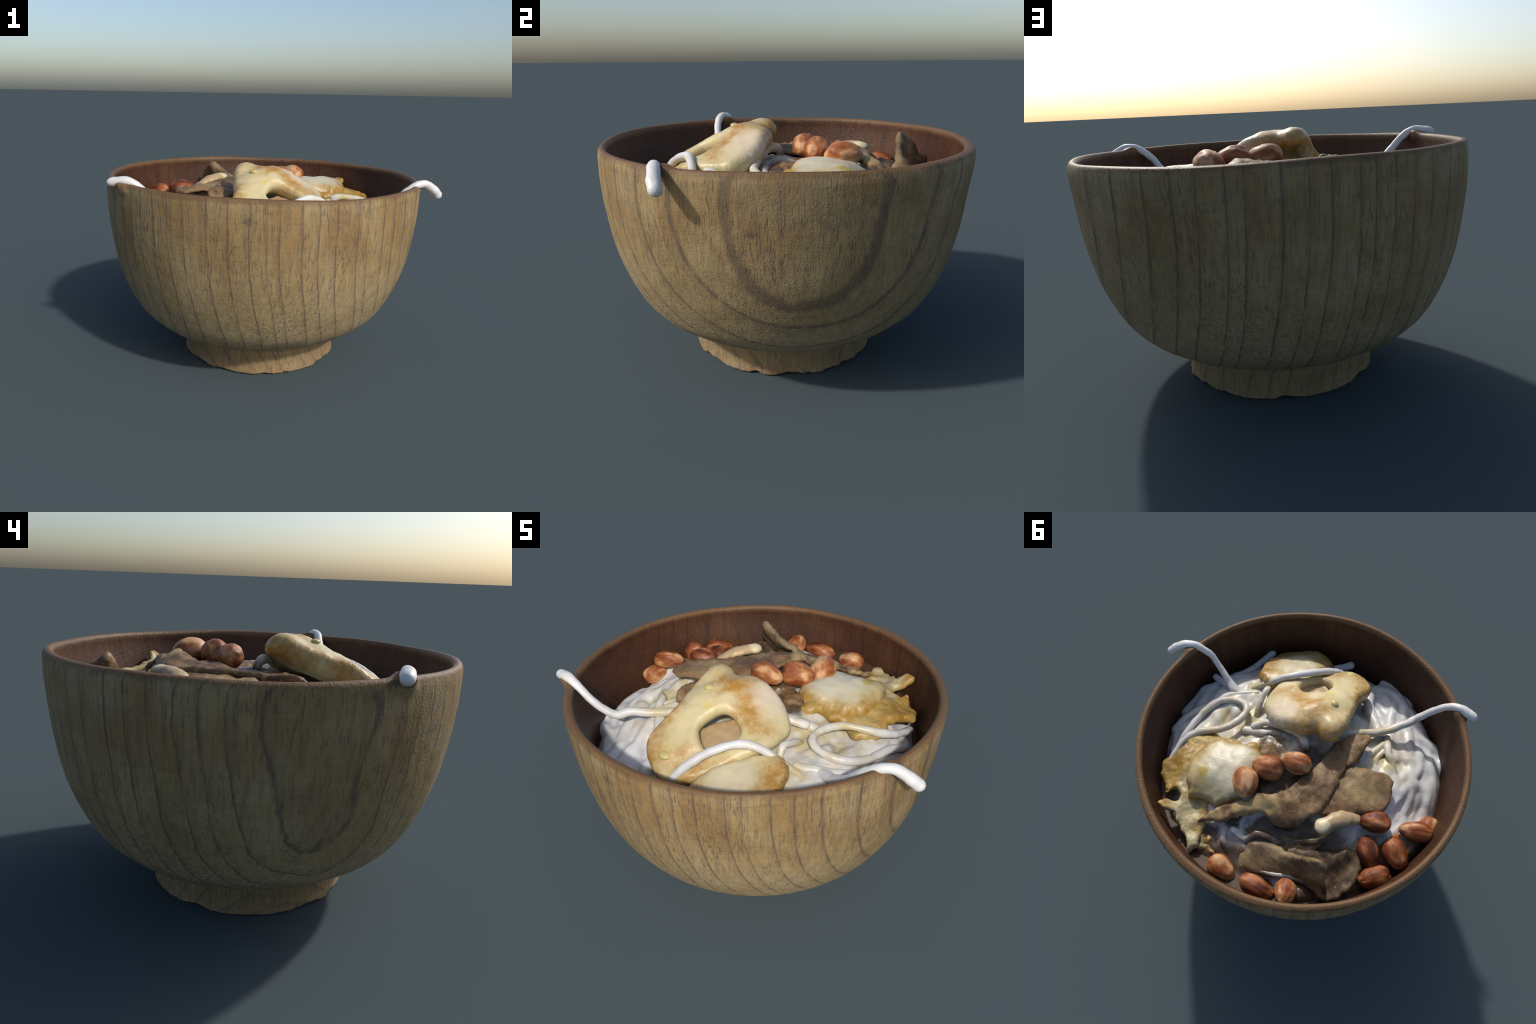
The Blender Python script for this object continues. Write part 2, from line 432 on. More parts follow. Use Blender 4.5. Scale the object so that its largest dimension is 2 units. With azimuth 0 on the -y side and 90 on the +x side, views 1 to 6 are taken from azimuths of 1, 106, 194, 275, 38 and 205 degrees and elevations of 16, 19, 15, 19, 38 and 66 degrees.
MAT_NOODLE = mat_noodle()
MAT_PEANUT = mat_peanut()
MAT_MEAT = mat_meat("braised_meat_slice", (0.180, 0.106, 0.048), (0.082, 0.043, 0.020),
                    fat=[((-.04, .39, 1.09), .06, .8), ((.04, .42, 1.07), .05, .8), ((.10, .48, 1.04), .05, .6), ((-.45, .06, 1.04), .10, .45), ((.22, .55, 1.0), .05, .5)])
MAT_MEAT_DARK = mat_meat("dark_braised_meat", (0.115, 0.075, 0.042), (0.040, 0.025, 0.016), (0.20, 0.15, 0.08))
MAT_FLAP = mat_meat("curled_brown_slice", (0.165, 0.110, 0.056), (0.060, 0.036, 0.020), (0.27, 0.20, 0.10))
MAT_BROTH = mat_plain("dark_broth", (0.036, 0.016, 0.008), (0.065, 0.030, 0.014), 6, 0.6)
RING_EDGE = [(-.20, -.09, 1.17), (-.222, -.17, 1.158), (-.222, -.27, 1.125), (-.216, -.377, 1.085), (-.213, -.46, 1.06), (-.238, -.545, 1.01), (-.228, -.61, .965), (-.165, -.665, .94),
     (-.05, -.695, .88), (.08, -.62, .89), (.17, -.51, .94), (.25, -.40, .985), (.285, -.33, 1.0), (.298, -.23, 1.01), (.283, -.155, 1.02),
     (.185, -.078, 1.075), (.085, -.058, 1.13), (-.02, -.06, 1.15), (-.075, -.10, 1.15), (-.13, -.075, 1.165)]
LOW_EDGE = [(.425, -.375, .96), (.452, -.467, .92), (.440, -.58, .86), (.40, -.68, .81), (.28, -.76, .81), (.165, -.78, .82), (.093, -.755, .82), (.055, -.678, .84),
     (.10, -.57, .92), (.19, -.46, .965), (.28, -.37, .985), (.36, -.335, .98)]

def toasted(edge, r, strength, skip=()):
    return [(p, r, strength) for k, p in enumerate(edge) if k not in skip]

MAT_RING = mat_tofu("golden_fried_slab", (0.55, 0.465, 0.250), (0.33, 0.155, 0.014),
    [((.02, -.16, 1.17), .11, .55), ((.10, -.25, 1.12), .09, .75), ((-.02, -.24, 1.18), .07, .7), ((.18, -.27, 1.06), .08, .6),
     ((-.20, -.15, 1.15), .09, .5), ((-.20, -.45, 1.07), .09, .6), ((-.16, -.63, .96), .10, .6), ((.05, -.60, .95), .10, .6),
     ((-.12, -.10, 1.08), .09, .8)] + toasted(RING_EDGE, .055, .6, (11, 12, 13, 14, 15)),
    [((.15, -.13, 1.11), .105, .9, (.58, .48, .345)), ((.22, -.20, 1.08), .07, .5, (.53, .46, .28)), ((.03, -.30, 1.13), .05, .7, (.57, .49, .30)),
     ((-.08, -.42, 1.10), .09, .6, (.56, .475, .27))],
    [((-.08, -.62, 1.0), .030, .45, (.48, .36, .10)), ((-.04, -.36, 1.13), .02, .7, (.55, .42, .10))])
MAT_LOWER = mat_tofu("pale_fried_slab", (0.52, 0.43, 0.23), (0.32, 0.165, 0.026),
    [((.42, -.42, .97), .09, .85), ((.40, -.55, .93), .08, .7), ((.12, -.68, .88), .09, .6), ((.27, -.79, .85), .08, .7), ((.40, -.70, .87), .08, .7),
     ((.35, -.38, .96), .06, .7)] + toasted(LOW_EDGE[:9], .06, .6),
    [((.25, -.57, .98), .12, .75, (.57, .50, .34))])
TOFU_EDGE = [(.435, .125, .965), (.321, .110, .975), (.171, .106, .985), (.085, .19, .985), (.109, .36, .985), (.162, .455, .96), (.235, .493, .94), (.332, .505, .94),
     (.409, .517, .945), (.490, .395, .965), (.510, .261, .955)]
MAT_TOFU = mat_tofu("white_fried_tofu", (0.45, 0.38, 0.20), (0.29, 0.155, 0.020),
    [((.47, .20, .99), .10, .8), ((.52, .35, 1.0), .08, .6), ((.33, .08, .97), .12, .9), ((.20, .06, 1.0), .10, .8), ((.42, .50, 1.02), .09, .45), ((.5, .12, .95), .12, .9)] + toasted([(x, y, z-.02) for x, y, z in TOFU_EDGE], .07, .85),
    [((.25, .28, 1.09), .15, .85, (.50, .46, .34)), ((.38, .22, 1.07), .07, .6, (.50, .45, .31))],
    [((.392, .377, 1.06), .032, .8, (.36, .25, .03))])
MAT_SKIN = mat_tofu("crispy_amber_skin", (0.38, 0.285, 0.10), (0.29, 0.155, 0.020),
    [((.60, .30, .95), .12, .8), ((.60, .50, .93), .12, .7), ((.50, .66, .99), .10, .9), ((.35, .05, .95), .16, .9), ((.24, .72, .9), .07, .9)],
    [((.40, .62, .97), .09, .7, (.42, .37, .22)), ((.28, .76, .93), .08, .8, (.42, .38, .22)), ((.46, .45, .97), .06, .6, (.42, .36, .22))], bump=0.5)
MAT_STUB = mat_tofu("fried_strip", (0.42, 0.30, 0.165), (0.26, 0.12, 0.04), [], [((-.34, .365, 1.075), .045, .95, (.57, .49, .30))])
MAT_BUBBLE = mat_plain("batter_bubble_yellow", (0.44, 0.34, 0.11), (0.52, 0.43, 0.20))

# ------------------------------------------------------------------ noodles
BASE = [(.74, .29, .78), (.797, .121, .82), (.79, -.10, .77), (.74, -.33, .79), (.50, -.64, .74), (.52, -.48, .80), (.114, -.818, .74),
        (-.026, -.835, .73), (-.20, -.81, .70), (-.318, -.80, .81), (-.471, -.74, .85), (-.664, -.58, .81), (-.82, -.39, .83),
        (-.85, -.317, .84), (-.89, -.155, .83), (-.90, .0, .82), (-.85, .3, .87), (-.6, .62, .86), (-.2, .79, .88), (.1, .79, .88),
        (.35, .72, .87), (.55, .58, .85), (.68, .42, .78), (.56, -.25, .875), (.44, .06, .905), (.52, -.12, .905), (.62, .33, .85),
        (.58, .14, .89), (.70, -.08, .82), (.70, .12, .825), (-.443, -.347, .885), (-.736, -.267, .862), (-.82, -.02, .82),
        (-.55, -.12, .94), (-.6, -.45, .85), (-.4, -.6, .82), (-.2, -.7, .76), (-.68, .03, .905), (0, .01, 1.035), (-.3, .1, .995),
        (.02, .24, 1.015), (-.06, .14, 1.01), (-.12, 0, 1.01), (0, .38, 1.01), (-.4, .35, .98), (-.2, .50, .95), (-.40, .75, .93),
        (-.86, .16, .91), (.3, .35, .98), (0, .54, .965), (-.4, .55, .89), (.3, .6, .91), (.2, -.2, .975), (.22, .04, .98), (0, -.4, .90),
        (.2, -.5, .86), (-.2, -.3, .935), (-.75, .2, .92), (-.65, .22, .95), (-.75, -.12, .875), (.35, -.2, .93), (.29, -.29, .95)]
base_h = rbf_fit([(p[0], p[1]) for p in BASE], [p[2] for p in BASE], 1e-3)

def relief(x, y):
    """half-sunk strands: ridges that sweep round the bowl"""
    r = math.hypot(x-CX, y-CY); th = math.atan2(y-CY, x-CX)
    w = 0.10*fbm((x*2.3, y*2.3, 3.0), 3)
    ph = (r+w+0.03*math.sin(2*th))/0.062
    f = abs((ph % 1.0)*2-1)
    rid = math.sqrt(max(0, 1-f*f))
    k = 0.5+0.5*fbm((x*3.1, y*3.1, 8), 2)
    return 0.027*(rid-0.6)*max(0.2, k) + 0.022*fbm((x*6, y*6, 1), 3)

def build_noodle_mass(root):
    NR, NT = 110, 300
    V, F = [], []
    for i in range(NR+1):
        for j in range(NT):
            th = 2*math.pi*j/NT; t = i/NR
            V.append([t*0.865*math.cos(th), t*0.865*math.sin(th), 0])
    hs = base_h(np.array([(v[0]+CX, v[1]+CY) for v in V]))
    for v, h in zip(V, hs):
        x, y = v[0]+CX, v[1]+CY
        h = max(h, 0.66); lim = inner_limit(x, y, h)
        edge = smooth(0.93, 1.01, lim)
        z = h + relief(x, y) - 0.06*edge
        e = 1+ELL_A*math.cos(2*math.atan2(v[1], v[0]))
        q = math.hypot(v[0], v[1])
        k = min(1.0, (outer_r(z)-0.055)*e*0.99/max(q, 1e-6))          # stay inside the wood
        v[0], v[1], v[2] = CX+v[0]*k, CY+v[1]*k, z
    for i in range(NR):
        for j in range(NT):
            F.append((i*NT+j, i*NT+(j+1) % NT, (i+1)*NT+(j+1) % NT, (i+1)*NT+j))
    # close the heap below
    nb = len(V)
    for j in range(NT):
        th = 2*math.pi*j/NT; V.append((CX+.5*math.cos(th), CY+.5*math.sin(th), .35))
    for j in range(NT):
        F.append((NR*NT+j, NR*NT+(j+1) % NT, nb+(j+1) % NT, nb+j))
    F.append(tuple(nb+j for j in range(NT)))
    return V, F

def tube(name, path, rad, mat, parent=None, per=10, seg=16, wob=0.12, flat=1.0, ends=True, raw=False):
    P = catmull(path, per)
    n = len(P)
    rads = np.interp(np.linspace(0, 1, n), np.linspace(0, 1, len(rad)), rad) if hasattr(rad, '__len__') else np.full(n, rad)
    tan = np.gradient(P, axis=0); tan /= np.linalg.norm(tan, axis=1)[:, None]
    # hemispherical ends
    rings = [(P[0]-tan[0]*rads[0]*math.sin(a), tan[0], rads[0]*math.cos(a)) for a in (1.45, 1.1, .75, .35)] if ends else []
    rings += [(P[i], tan[i], rads[i]) for i in range(n)]
    rings += [(P[-1]+tan[-1]*rads[-1]*math.sin(a), tan[-1], rads[-1]*math.cos(a)) for a in (.35, .75, 1.1, 1.45)] if ends else []
    V, F = [], []
    ref = np.array([0, 0, 1.0])
    for k, (c, t, r) in enumerate(rings):
        s = np.cross(t, ref)
        if np.linalg.norm(s) < 1e-3:
            s = np.cross(t, [1, 0, 0])
        s /= np.linalg.norm(s); u = np.cross(s, t)
        for j in range(seg):
            a = 2*math.pi*j/seg
            d = s*math.cos(a)+u*math.sin(a)*flat
            q = 1+wob*fbm(tuple((c+d*r)*16), 2)
            V.append(c+d*r*q)
    for k in range(len(rings)-1):
        for j in range(seg):
            F.append((k*seg+j, k*seg+(j+1) % seg, (k+1)*seg+(j+1) % seg, (k+1)*seg+j))
    F.append(tuple(range(seg))); F.append(tuple(len(rings)*seg-seg+j for j in range(seg)))
    if raw:
        return V, F
    return new_object(name, V, F, mat, parent)

noodles = new_empty("rice_noodles", (CX, CY, 0.35), "heap of glossy white rice noodles, two strands over the rim", "noodles")

# strands that stand clear of the heap: (path, radius or radii)
STRANDS = [
    # over the rim on the right
    ([(.47, -.22, .89), (.568, -.258, .92), (.62, -.284, .955), (.673, -.304, .995), (.728, -.322, 1.05), (.782, -.315, 1.095), (.83, -.304, 1.122),
      (.880, -.282, 1.124), (.932, -.258, 1.093), (.965, -.238, 1.060)], [.034, .030, .024, .023, .023, .024, .025, .026, .031, .033]),
    # over the rim on the left
    ([(-.081, -.163, .97), (-.254, -.264, .975), (-.401, -.363, .965), (-.502, -.458, .98), (-.545, -.520, .978), (-.589, -.558, 1.012), (-.635, -.587, 1.065),
      (-.69, -.602, 1.125), (-.745, -.603, 1.158), (-.80, -.598, 1.156), (-.842, -.590, 1.150)], [.030, .030, .027, .026, .026, .025, .024, .024, .026, .030, .026]),
    # arch across the big fried slab
    ([(-.01, -.665, .915), (.03, -.62, .965), (.08, -.56, 1.01), (.14, -.498, 1.042), (.20, -.437, 1.055), (.265, -.395, 1.04), (.33, -.362, 1.0), (.39, -.335, .95), (.437, -.31, .91)],
     [.022, .024, .024, .023, .023, .023, .023, .023, .022]),
    # long loop
    ([(.646, .397, .85), (.652, .325, .88), (.637, .216, .92), (.573, .135, .955), (.457, .067, .98), (.393, -.019, .988), (.379, -.107, .985), (.42, -.155, .970),
      (.5, -.157, .95), (.577, -.115, .93), (.625, -.037, .91), (.648, .048, .897), (.665, .148, .878), (.688, .268, .832)], .024),
    ([(.335, -.32, .97), (.330, -.285, 1.01), (.333, -.225, .995), (.325, -.15, .955), (.32, -.11, .91)], .020),
    ([(.288, -.04, .98), (.216, -.088, 1.01), (.089, -.086, 1.05), (.001, -.068, 1.075), (-.045, -.037, 1.07), (-.06, -.015, 1.02)], .026),
    ([(.335, -.004, .95), (.219, -.031, .975), (.104, -.057, .995), (-.021, -.04, .99)], .028),
    ([(.48, -.655, .82), (.52, -.575, .80), (.56, -.475, .80), (.64, -.37, .80)], .026),
    ([(.715, -.305, .85), (.661, -.285, .86), (.601, -.269, .87)], .024),
    ([(.40, -.279, .92), (.515, -.22, .905), (.582, -.165, .89), (.645, -.08, .865), (.73, .025, .835), (.77, .13, .80)], .028),
    ([(.676, -.26, .85), (.742, -.2, .84), (.76, -.116, .82), (.795, -.017, .80)], .028),
    ([(-0.449, -0.362, 0.920), (-0.489, -0.269, 0.950), (-0.537, -0.213, 0.940), (-0.582, -0.152, 0.920), (-0.630, -0.056, 0.910), (-0.664, 0.029, 0.880)], .026),
    ([(-0.452, -0.313, 0.930), (-0.411, -0.225, 0.940), (-0.367, -0.138, 0.930)], .026),
    ([(-0.464, -0.261, 0.940), (-0.448, -0.192, 0.940), (-0.475, -0.151, 0.930), (-0.517, -0.144, 0.920)], .021),
    ([(-0.493, -0.285, 0.940), (-0.573, -0.290, 0.910), (-0.673, -0.286, 0.875), (-0.794, -0.255, 0.820), (-0.872, -0.206, 0.770)], .030),
    ([(-0.450, -0.390, 0.860), (-0.440, -0.422, 0.870), (-0.485, -0.476, 0.880)], .022),
    ([(-.383, -.37, .97), (-.322, -.447, .95), (-.254, -.545, .91), (-.234, -.633, .88)], .028),
    ([(-.279, -.801, .81), (-.322, -.792, .82), (-.414, -.798, .82), (-.465, -.775, .81)], .030),
    ([(-.221, -.714, .81), (-.3, -.741, .83), (-.392, -.718, .85), (-.462, -.653, .86), (-.513, -.519, .87), (-.585, -.36, .89)], .030),
    ([(-.457, -.74, .82), (-.52, -.618, .84), (-.606, -.547, .84), (-.685, -.49, .84), (-.772, -.467, .83), (-.833, -.38, .83)], .034),
    ([(-.023, -.826, .80), (.026, -.78, .80), (.073, -.743, .80)], .026),
    ([(-.398, -.651, .86), (-.422, -.498, .89), (-.473, -.358, .92), (-.546, -.248, .94)], .028),
    ([(.149, .575, .92), (.127, .642, .92), (.075, .685, .88)], .026),
    ([(.094, .573, .95), (.018, .586, .94), (-.035, .541, .96), (-.101, .523, .96), (-.162, .524, .94)], .026),
    ([(-.486, .263, .96), (-.437, .351, .96), (-.456, .399, .92)], .022),
    ([(-.206, .502, .94), (-.317, .444, .96), (-.415, .382, .95)], .024),
    ([(-.103, .716, .905), (-.203, .695, .925), (-.296, .665, .935), (-.401, .655, .94), (-.499, .650, .935)], .014),
]
SUNK = (10, 14, 15, 16, 17, 18, 19, 21)           # strands that melt into the heap
for k, (path, rad) in enumerate(STRANDS):
    if k not in SUNK:
        tube("noodle_strand", path, np.array(rad)*0.92 if hasattr(rad, '__len__') else rad*0.9, MAT_NOODLE, noodles, wob=0.2, flat=0.92)

# the heap: one soft mass with more strands melted into it
HV, HF = build_noodle_mass(noodles)
HV = [tuple(map(float, v)) for v in HV]; HF = list(HF)
rng = random.Random(11)
for k in range(34):
    side = k % 2
    a0 = rng.uniform(1.02, 1.42)*math.pi if side else rng.uniform(-0.32, 0.05)*math.pi
    span = rng.uniform(0.5, 1.0)*(1 if rng.random() < .5 else -1)
    r0 = rng.uniform(0.48, 0.76); r1 = min(.78, max(.45, r0+rng.uniform(-.20, .20)))
    pts = []
    for q in range(7):
        t = q/6; a = a0+span*(t-.5); r = r0+(r1-r0)*t+0.03*math.sin(5*t+k)
        pts.append((CX+r*math.cos(a), CY+r*math.sin(a)))
    hs = base_h(np.array(pts))
    path = [(p[0], p[1], h+0.002+0.006*math.sin(9*i+k)-(.03 if i in (0, 6) else 0)) for i, (p, h) in enumerate(zip(pts, hs))]
    tv, tf = tube("", path, rng.uniform(.026, .036), None, wob=0.2, flat=.75, raw=True)
    b = len(HV); HV += [tuple(map(float, v)) for v in tv]; HF += [tuple(b+i for i in f) for f in tf]
for k in SUNK:
    path, rad = STRANDS[k]
    tv, tf = tube("", [(x, y-.01, z-.045) for x, y, z in path], rad*1.25, None, wob=0.2, raw=True)
    b = len(HV); HV += [tuple(map(float, v)) for v in tv]; HF += [tuple(b+i for i in f) for f in tf]
def keep_inside(p):
    th = math.atan2(p[1]-CY, p[0]-CX); q = math.hypot(p[0]-CX, p[1]-CY)
    lim = (outer_r(max(p[2], .2))-0.05)*(1+ELL_A*math.cos(2*th)+ELL_B*math.sin(2*th))
    k = min(1.0, lim/max(q, 1e-6))
    return (CX+(p[0]-CX)*k, CY+(p[1]-CY)*k, p[2])
HV = [keep_inside(p) for p in HV]
heap = new_object("noodle_heap", HV, HF, MAT_NOODLE, noodles)
m = heap.modifiers.new("melt", 'REMESH'); m.mode = 'VOXEL'; m.voxel_size = 0.009; m.use_smooth_shade = True
m = heap.modifiers.new("soften", 'SMOOTH'); m.factor = 0.5; m.iterations = 7
bpy.context.view_layer.update()
melted = bpy.data.meshes.new_from_object(heap.evaluated_get(bpy.context.evaluated_depsgraph_get()))
heap.modifiers.clear(); heap.data = melted; melted.name = "noodle_heap"
if not melted.materials:
    melted.materials.append(MAT_NOODLE)

# dark broth pooled at the back
V, F = [], []
for i in range(25):
    for j in range(96):
        th = 2*math.pi*j/96; r = i/24*0.88
        x, y = CX+r*math.cos(th), CY+r*math.sin(th)
        z = 0.66+0.30*y-0.03*x+0.006*fbm((x*5, y*5, 2), 3)
        k = min(1.0, (outer_r(z)-0.045)/0.88)
        V.append((CX+(x-CX)*k, CY+(y-CY)*k, z))
for i in range(24):
    for j in range(96):
        F.append((i*96+j, i*96+(j+1) % 96, (i+1)*96+(j+1) % 96, (i+1)*96+j))
new_object("broth", V, F, MAT_BROTH, noodles)

# ------------------------------------------------------------------ slabs (fried pieces, meat)
def slab(name, outline, inner, T, mat, holes=(), per=6, h=0.014, jag=0.0, jscale=20, lump=0.006, lscale=9,
         edge_drop=True, under=0.0, parent=None, round_w=None, ridge=0.0):
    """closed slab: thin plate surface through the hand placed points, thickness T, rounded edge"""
    O = np.array(outline, float); I = np.array(inner, float).reshape(-1, 3)
    allp = np.vstack([O, I]); c = allp.mean(0)
    U, S, Vt = np.linalg.svd(allp-c); nrm = Vt[2]*(1 if Vt[2][2] > 0 else -1)
    e1 = Vt[0]; e2 = np.cross(nrm, e1)
    loc = lambda P: np.stack([(P-c)@e1, (P-c)@e2, (P-c)@nrm], -1)
    lo = loc(O); li = loc(I) if len(I) else np.zeros((0, 3))
    dz = T/2 if edge_drop else 0.0
    f = rbf_fit(np.vstack([lo[:, :2], li[:, :2]]), np.r_[lo[:, 2]+dz, li[:, 2]], 5e-6)
    loops = [catmull(lo[:, :2], per, True)]
    for hp in holes:
        loops.append(catmull(loc(np.array(hp, float))[:, :2], per, True))
    if jag:
        L = loops[0]; nn = len(L); tn = np.roll(L, -1, 0)-np.roll(L, 1, 0)
        tn = np.stack([tn[:, 1], -tn[:, 0]], -1)/np.linalg.norm(tn, axis=1)[:, None]
        loops[0] = L+tn*np.array([[jag*fbm((p[0]*jscale, p[1]*jscale, 3.3), 3)] for p in L])
    def inside(p, L):
        x, y = p; x0, y0 = L[:, 0], L[:, 1]; x1, y1 = np.roll(x0, -1), np.roll(y0, -1)
        m = (y0 > y) != (y1 > y)
        with np.errstate(divide='ignore', invalid='ignore'):
            xi = x0+(y-y0)/(y1-y0)*(x1-x0)
        return (np.sum(m & (x < xi)) % 2) == 1
    segA = np.vstack(loops); segB = np.vstack([np.roll(L, -1, 0) for L in loops])
    def edge_dist(Q):
        Q = np.atleast_2d(Q); d = segB-segA; L2 = (d*d).sum(1)+1e-12
        t = np.clip(((Q[:, None]-segA)*d).sum(-1)/L2, 0, 1)
        return np.sqrt((((segA+t[..., None]*d)-Q[:, None])**2).sum(-1)).min(1)
    W = round_w or T*0.42
    pts, edges = [], []
    for L in loops:
        b = len(pts); pts += [tuple(p) for p in L]; edges += [(b+i, b+(i+1) % len(L)) for i in range(len(L))]
    nb = len(pts)
    mn, mx = segA.min(0), segA.max(0)
    gx = np.arange(mn[0], mx[0], h); gy = np.arange(mn[1], mx[1], h*0.866)
    cand = []
    for k, y in enumerate(gy):
        for x in gx:
            q = (x+(h/2 if k % 2 else 0), y)
            if inside(q, loops[0]) and not any(inside(q, H) for H in loops[1:]):
                cand.append(q)
    # extra rings just inside the edge so that the rounding is smooth
    for L in loops:
        tn = np.roll(L, -1, 0)-np.roll(L, 1, 0)
        tn = np.stack([tn[:, 1], -tn[:, 0]], -1)/np.linalg.norm(tn, axis=1)[:, None]
        for off in (0.06*W, 0.22*W, 0.5*W):
            for sgn in (1, -1):
                for q in L+tn*off*sgn:
                    if inside(q, loops[0]) and not any(inside(q, H) for H in loops[1:]):
                        cand.append((float(q[0]), float(q[1])))
    cand = np.array(cand); dd = edge_dist(cand)
    keep = []
    cell = {}
    for q, d in zip(cand, dd):
        if d < 0.045*W:
            continue
        key = (int(q[0]/(h*.45)), int(q[1]/(h*.45)))
        if key in cell:
            continue
        cell[key] = 1; keep.append(tuple(q))
    vs, _, fs, _, _, _ = delaunay_2d_cdt([Vector(p) for p in pts+keep], edges, [], 0, 1e-6)
    vs = np.array([(v[0], v[1]) for v in vs])
    tris = []
    for t in fs:
        m = vs[list(t)].mean(0)
        if inside(m, loops[0]) and not any(inside(m, H) for H in loops[1:]):
            tris.append(tuple(t))
    d = edge_dist(vs); d[d < 1e-5] = 0
    prof = np.sqrt(np.clip(1-(1-np.clip(d/W, 0, 1))**2, 0, 1))
    z0 = f(vs)-T/2
    Vv, Ff = [], []
    top_id, bot_id = {}, {}
    def world(u, v, w):
        return c+e1*u+e2*v+nrm*w
    for i, (q, zz, p, di) in enumerate(zip(vs, z0, prof, d)):
        w0 = world(q[0], q[1], zz)
        lp = lump*fbm(tuple(w0*lscale), 4)
        if ridge:
            lp += ridge*(abs(fbm((w0[0]*14+w0[1]*16, w0[0]*5-w0[1]*4, w0[2]*8), 3))-0.3)
        if di <= 0:
            top_id[i] = bot_id[i] = len(Vv); Vv.append(w0+nrm*lp)
        else:
            top_id[i] = len(Vv); Vv.append(w0+nrm*(T/2*p+lp))
            bot_id[i] = len(Vv); Vv.append(w0-nrm*((T/2+under*min(1, di/(3*W)))*p-lp))
    for t in tris:
        Ff.append(tuple(top_id[i] for i in t)); Ff.append(tuple(bot_id[i] for i in reversed(t)))
    return new_object(name, Vv, Ff, mat, parent)

ring = slab("fried_slab_with_hole", RING_EDGE,
    [(-.102, -.291, 1.180), (-.016, -.455, 1.083), (.145, -.37, 1.072), (.03, -.37, 1.120), (-.15, -.15, 1.213), (0, -.15, 1.20), (.1, -.16, 1.165),
     (.2, -.2, 1.10), (-.12, -.45, 1.10), (-.14, -.57, 1.04), (.05, -.55, 1.00), (.10, -.27, 1.13), (-.17, -.25, 1.172), (-.09, -.63, 1.0)],
    0.070, MAT_RING, holes=[[(-.022, -.463, 1.07), (-.012, -.385, 1.10), (.030, -.335, 1.11), (.095, -.335, 1.10), (.15, -.375, 1.06), (.130, -.455, 1.04), (.06, -.512, 1.03)]],
    lump=0.008, under=0.07, round_w=0.024)
tag(ring, "golden fried slab with an oval hole", "fried tofu")
for (x, y, z, r) in [(-.103, -.290, 1.178, .022), (-.085, -.625, .985, .032)]:
    bm = bmesh.new(); bmesh.ops.create_icosphere(bm, subdivisions=3, radius=1)
    V = [(x+v.co.x*r*1.1, y+v.co.y*r, z+v.co.z*r*.6) for v in bm.verts]; F = [tuple(v.index for v in f.verts) for f in bm.faces]; bm.free()
    new_object("batter_bubble", V, F, MAT_BUBBLE, ring)

low = slab("pale_fried_slab", LOW_EDGE,
    [(.135, -.65, .94), (.344, -.532, .965), (.268, -.56, .965), (.232, -.69, .905), (.371, -.42, 1.0), (.27, -.44, 1.005)],
    0.08, MAT_LOWER, jag=0.012, lump=0.010, under=0.05, round_w=0.028)
tag(low, "pale fried slab leaning on the bowl wall", "fried tofu")

skin = slab("crispy_skin",
    [(.423, .05, .93), (.604, .146, .915), (.650, .27, .925), (.635, .44, .915), (.573, .576, .945), (.499, .555, .945), (.537, .626, .995), (.478, .694, 1.0), (.38, .728, .935),
     (.275, .788, .92), (.232, .732, .91), (.234, .618, .91), (.245, .486, .92), (.102, .254, .94), (.158, .04, .95)],
    [(.59, .314, .975), (.449, .667, 1.02), (.44, .594, .97), (.309, .723, .95), (.429, .473, .98), (.33, .10, 1.0), (.22, .10, 1.01), (.3, .4, 1.0)],
    0.045, MAT_SKIN, jag=0.085, jscale=6.5, lump=0.020, lscale=10, per=12, h=0.011)
tag(skin, "crisp amber bubbly skin with ragged edge", "fried tofu")
tofu = slab("white_fried_tofu", TOFU_EDGE,
    [(.391, .383, 1.06), (.295, .319, 1.068), (.237, .211, 1.078), (.40, .20, 1.048), (.42, .27, 1.055), (.18, .30, 1.065)],
    0.13, MAT_TOFU, jag=0.025, jscale=14, lump=0.012, lscale=7, round_w=0.034)
tag(tofu, "white topped fried tofu with amber sides", "fried tofu")
crumb = slab("batter_crumb", [(0.256, 0.680, 0.900), (0.201, 0.665, 0.910), (0.133, 0.699, 0.890), (0.160, 0.735, 0.875), (0.229, 0.745, 0.875)], [(0.190, 0.700, 0.915)],
             0.05, MAT_SKIN, jag=0.03, jscale=30, per=10, lump=0.02, lscale=22, h=0.008)
tag(crumb, "small rough yellow batter crumb", "fried batter")

ma = slab("meat_slice",
    [(0.300, 0.635, 0.950), (0.202, 0.582, 0.980), (0.161, 0.571, 0.985), (0.073, 0.505, 1.015), (-0.026, 0.450, 1.045), (-0.116, 0.466, 1.025), (-0.215, 0.427, 1.015), (-0.245, 0.372, 1.035), (-0.303, 0.281, 1.045),
     (-0.321, 0.130, 1.050), (-0.314, -0.001, 1.050), (-0.362, -0.099, 1.040), (-0.368, -0.266, 1.025), (-0.291, -0.256, 1.015), (-0.204, -0.152, 1.025), (-0.172, -0.003, 1.035), (-0.115, 0.163, 1.050),
     (-0.085, 0.250, 1.065), (-0.016, 0.325, 1.080), (0.052, 0.365, 1.065), (0.118, 0.440, 1.035), (0.216, 0.505, 1.005), (0.280, 0.596, 0.970)],
    [(-0.050, 0.380, 1.105), (0.000, 0.360, 1.110), (-0.200, 0.300, 1.070), (-0.240, 0.100, 1.065), (-0.310, -0.180, 1.060), (0.100, 0.490, 1.055), (-0.150, 0.400, 1.065), (-0.345, -0.200, 1.065)],
    0.030, MAT_MEAT, ridge=0.016, lump=0.014, lscale=8, jag=0.012)
tag(ma, "long brown braised meat slice with wrinkled surface", "meat")
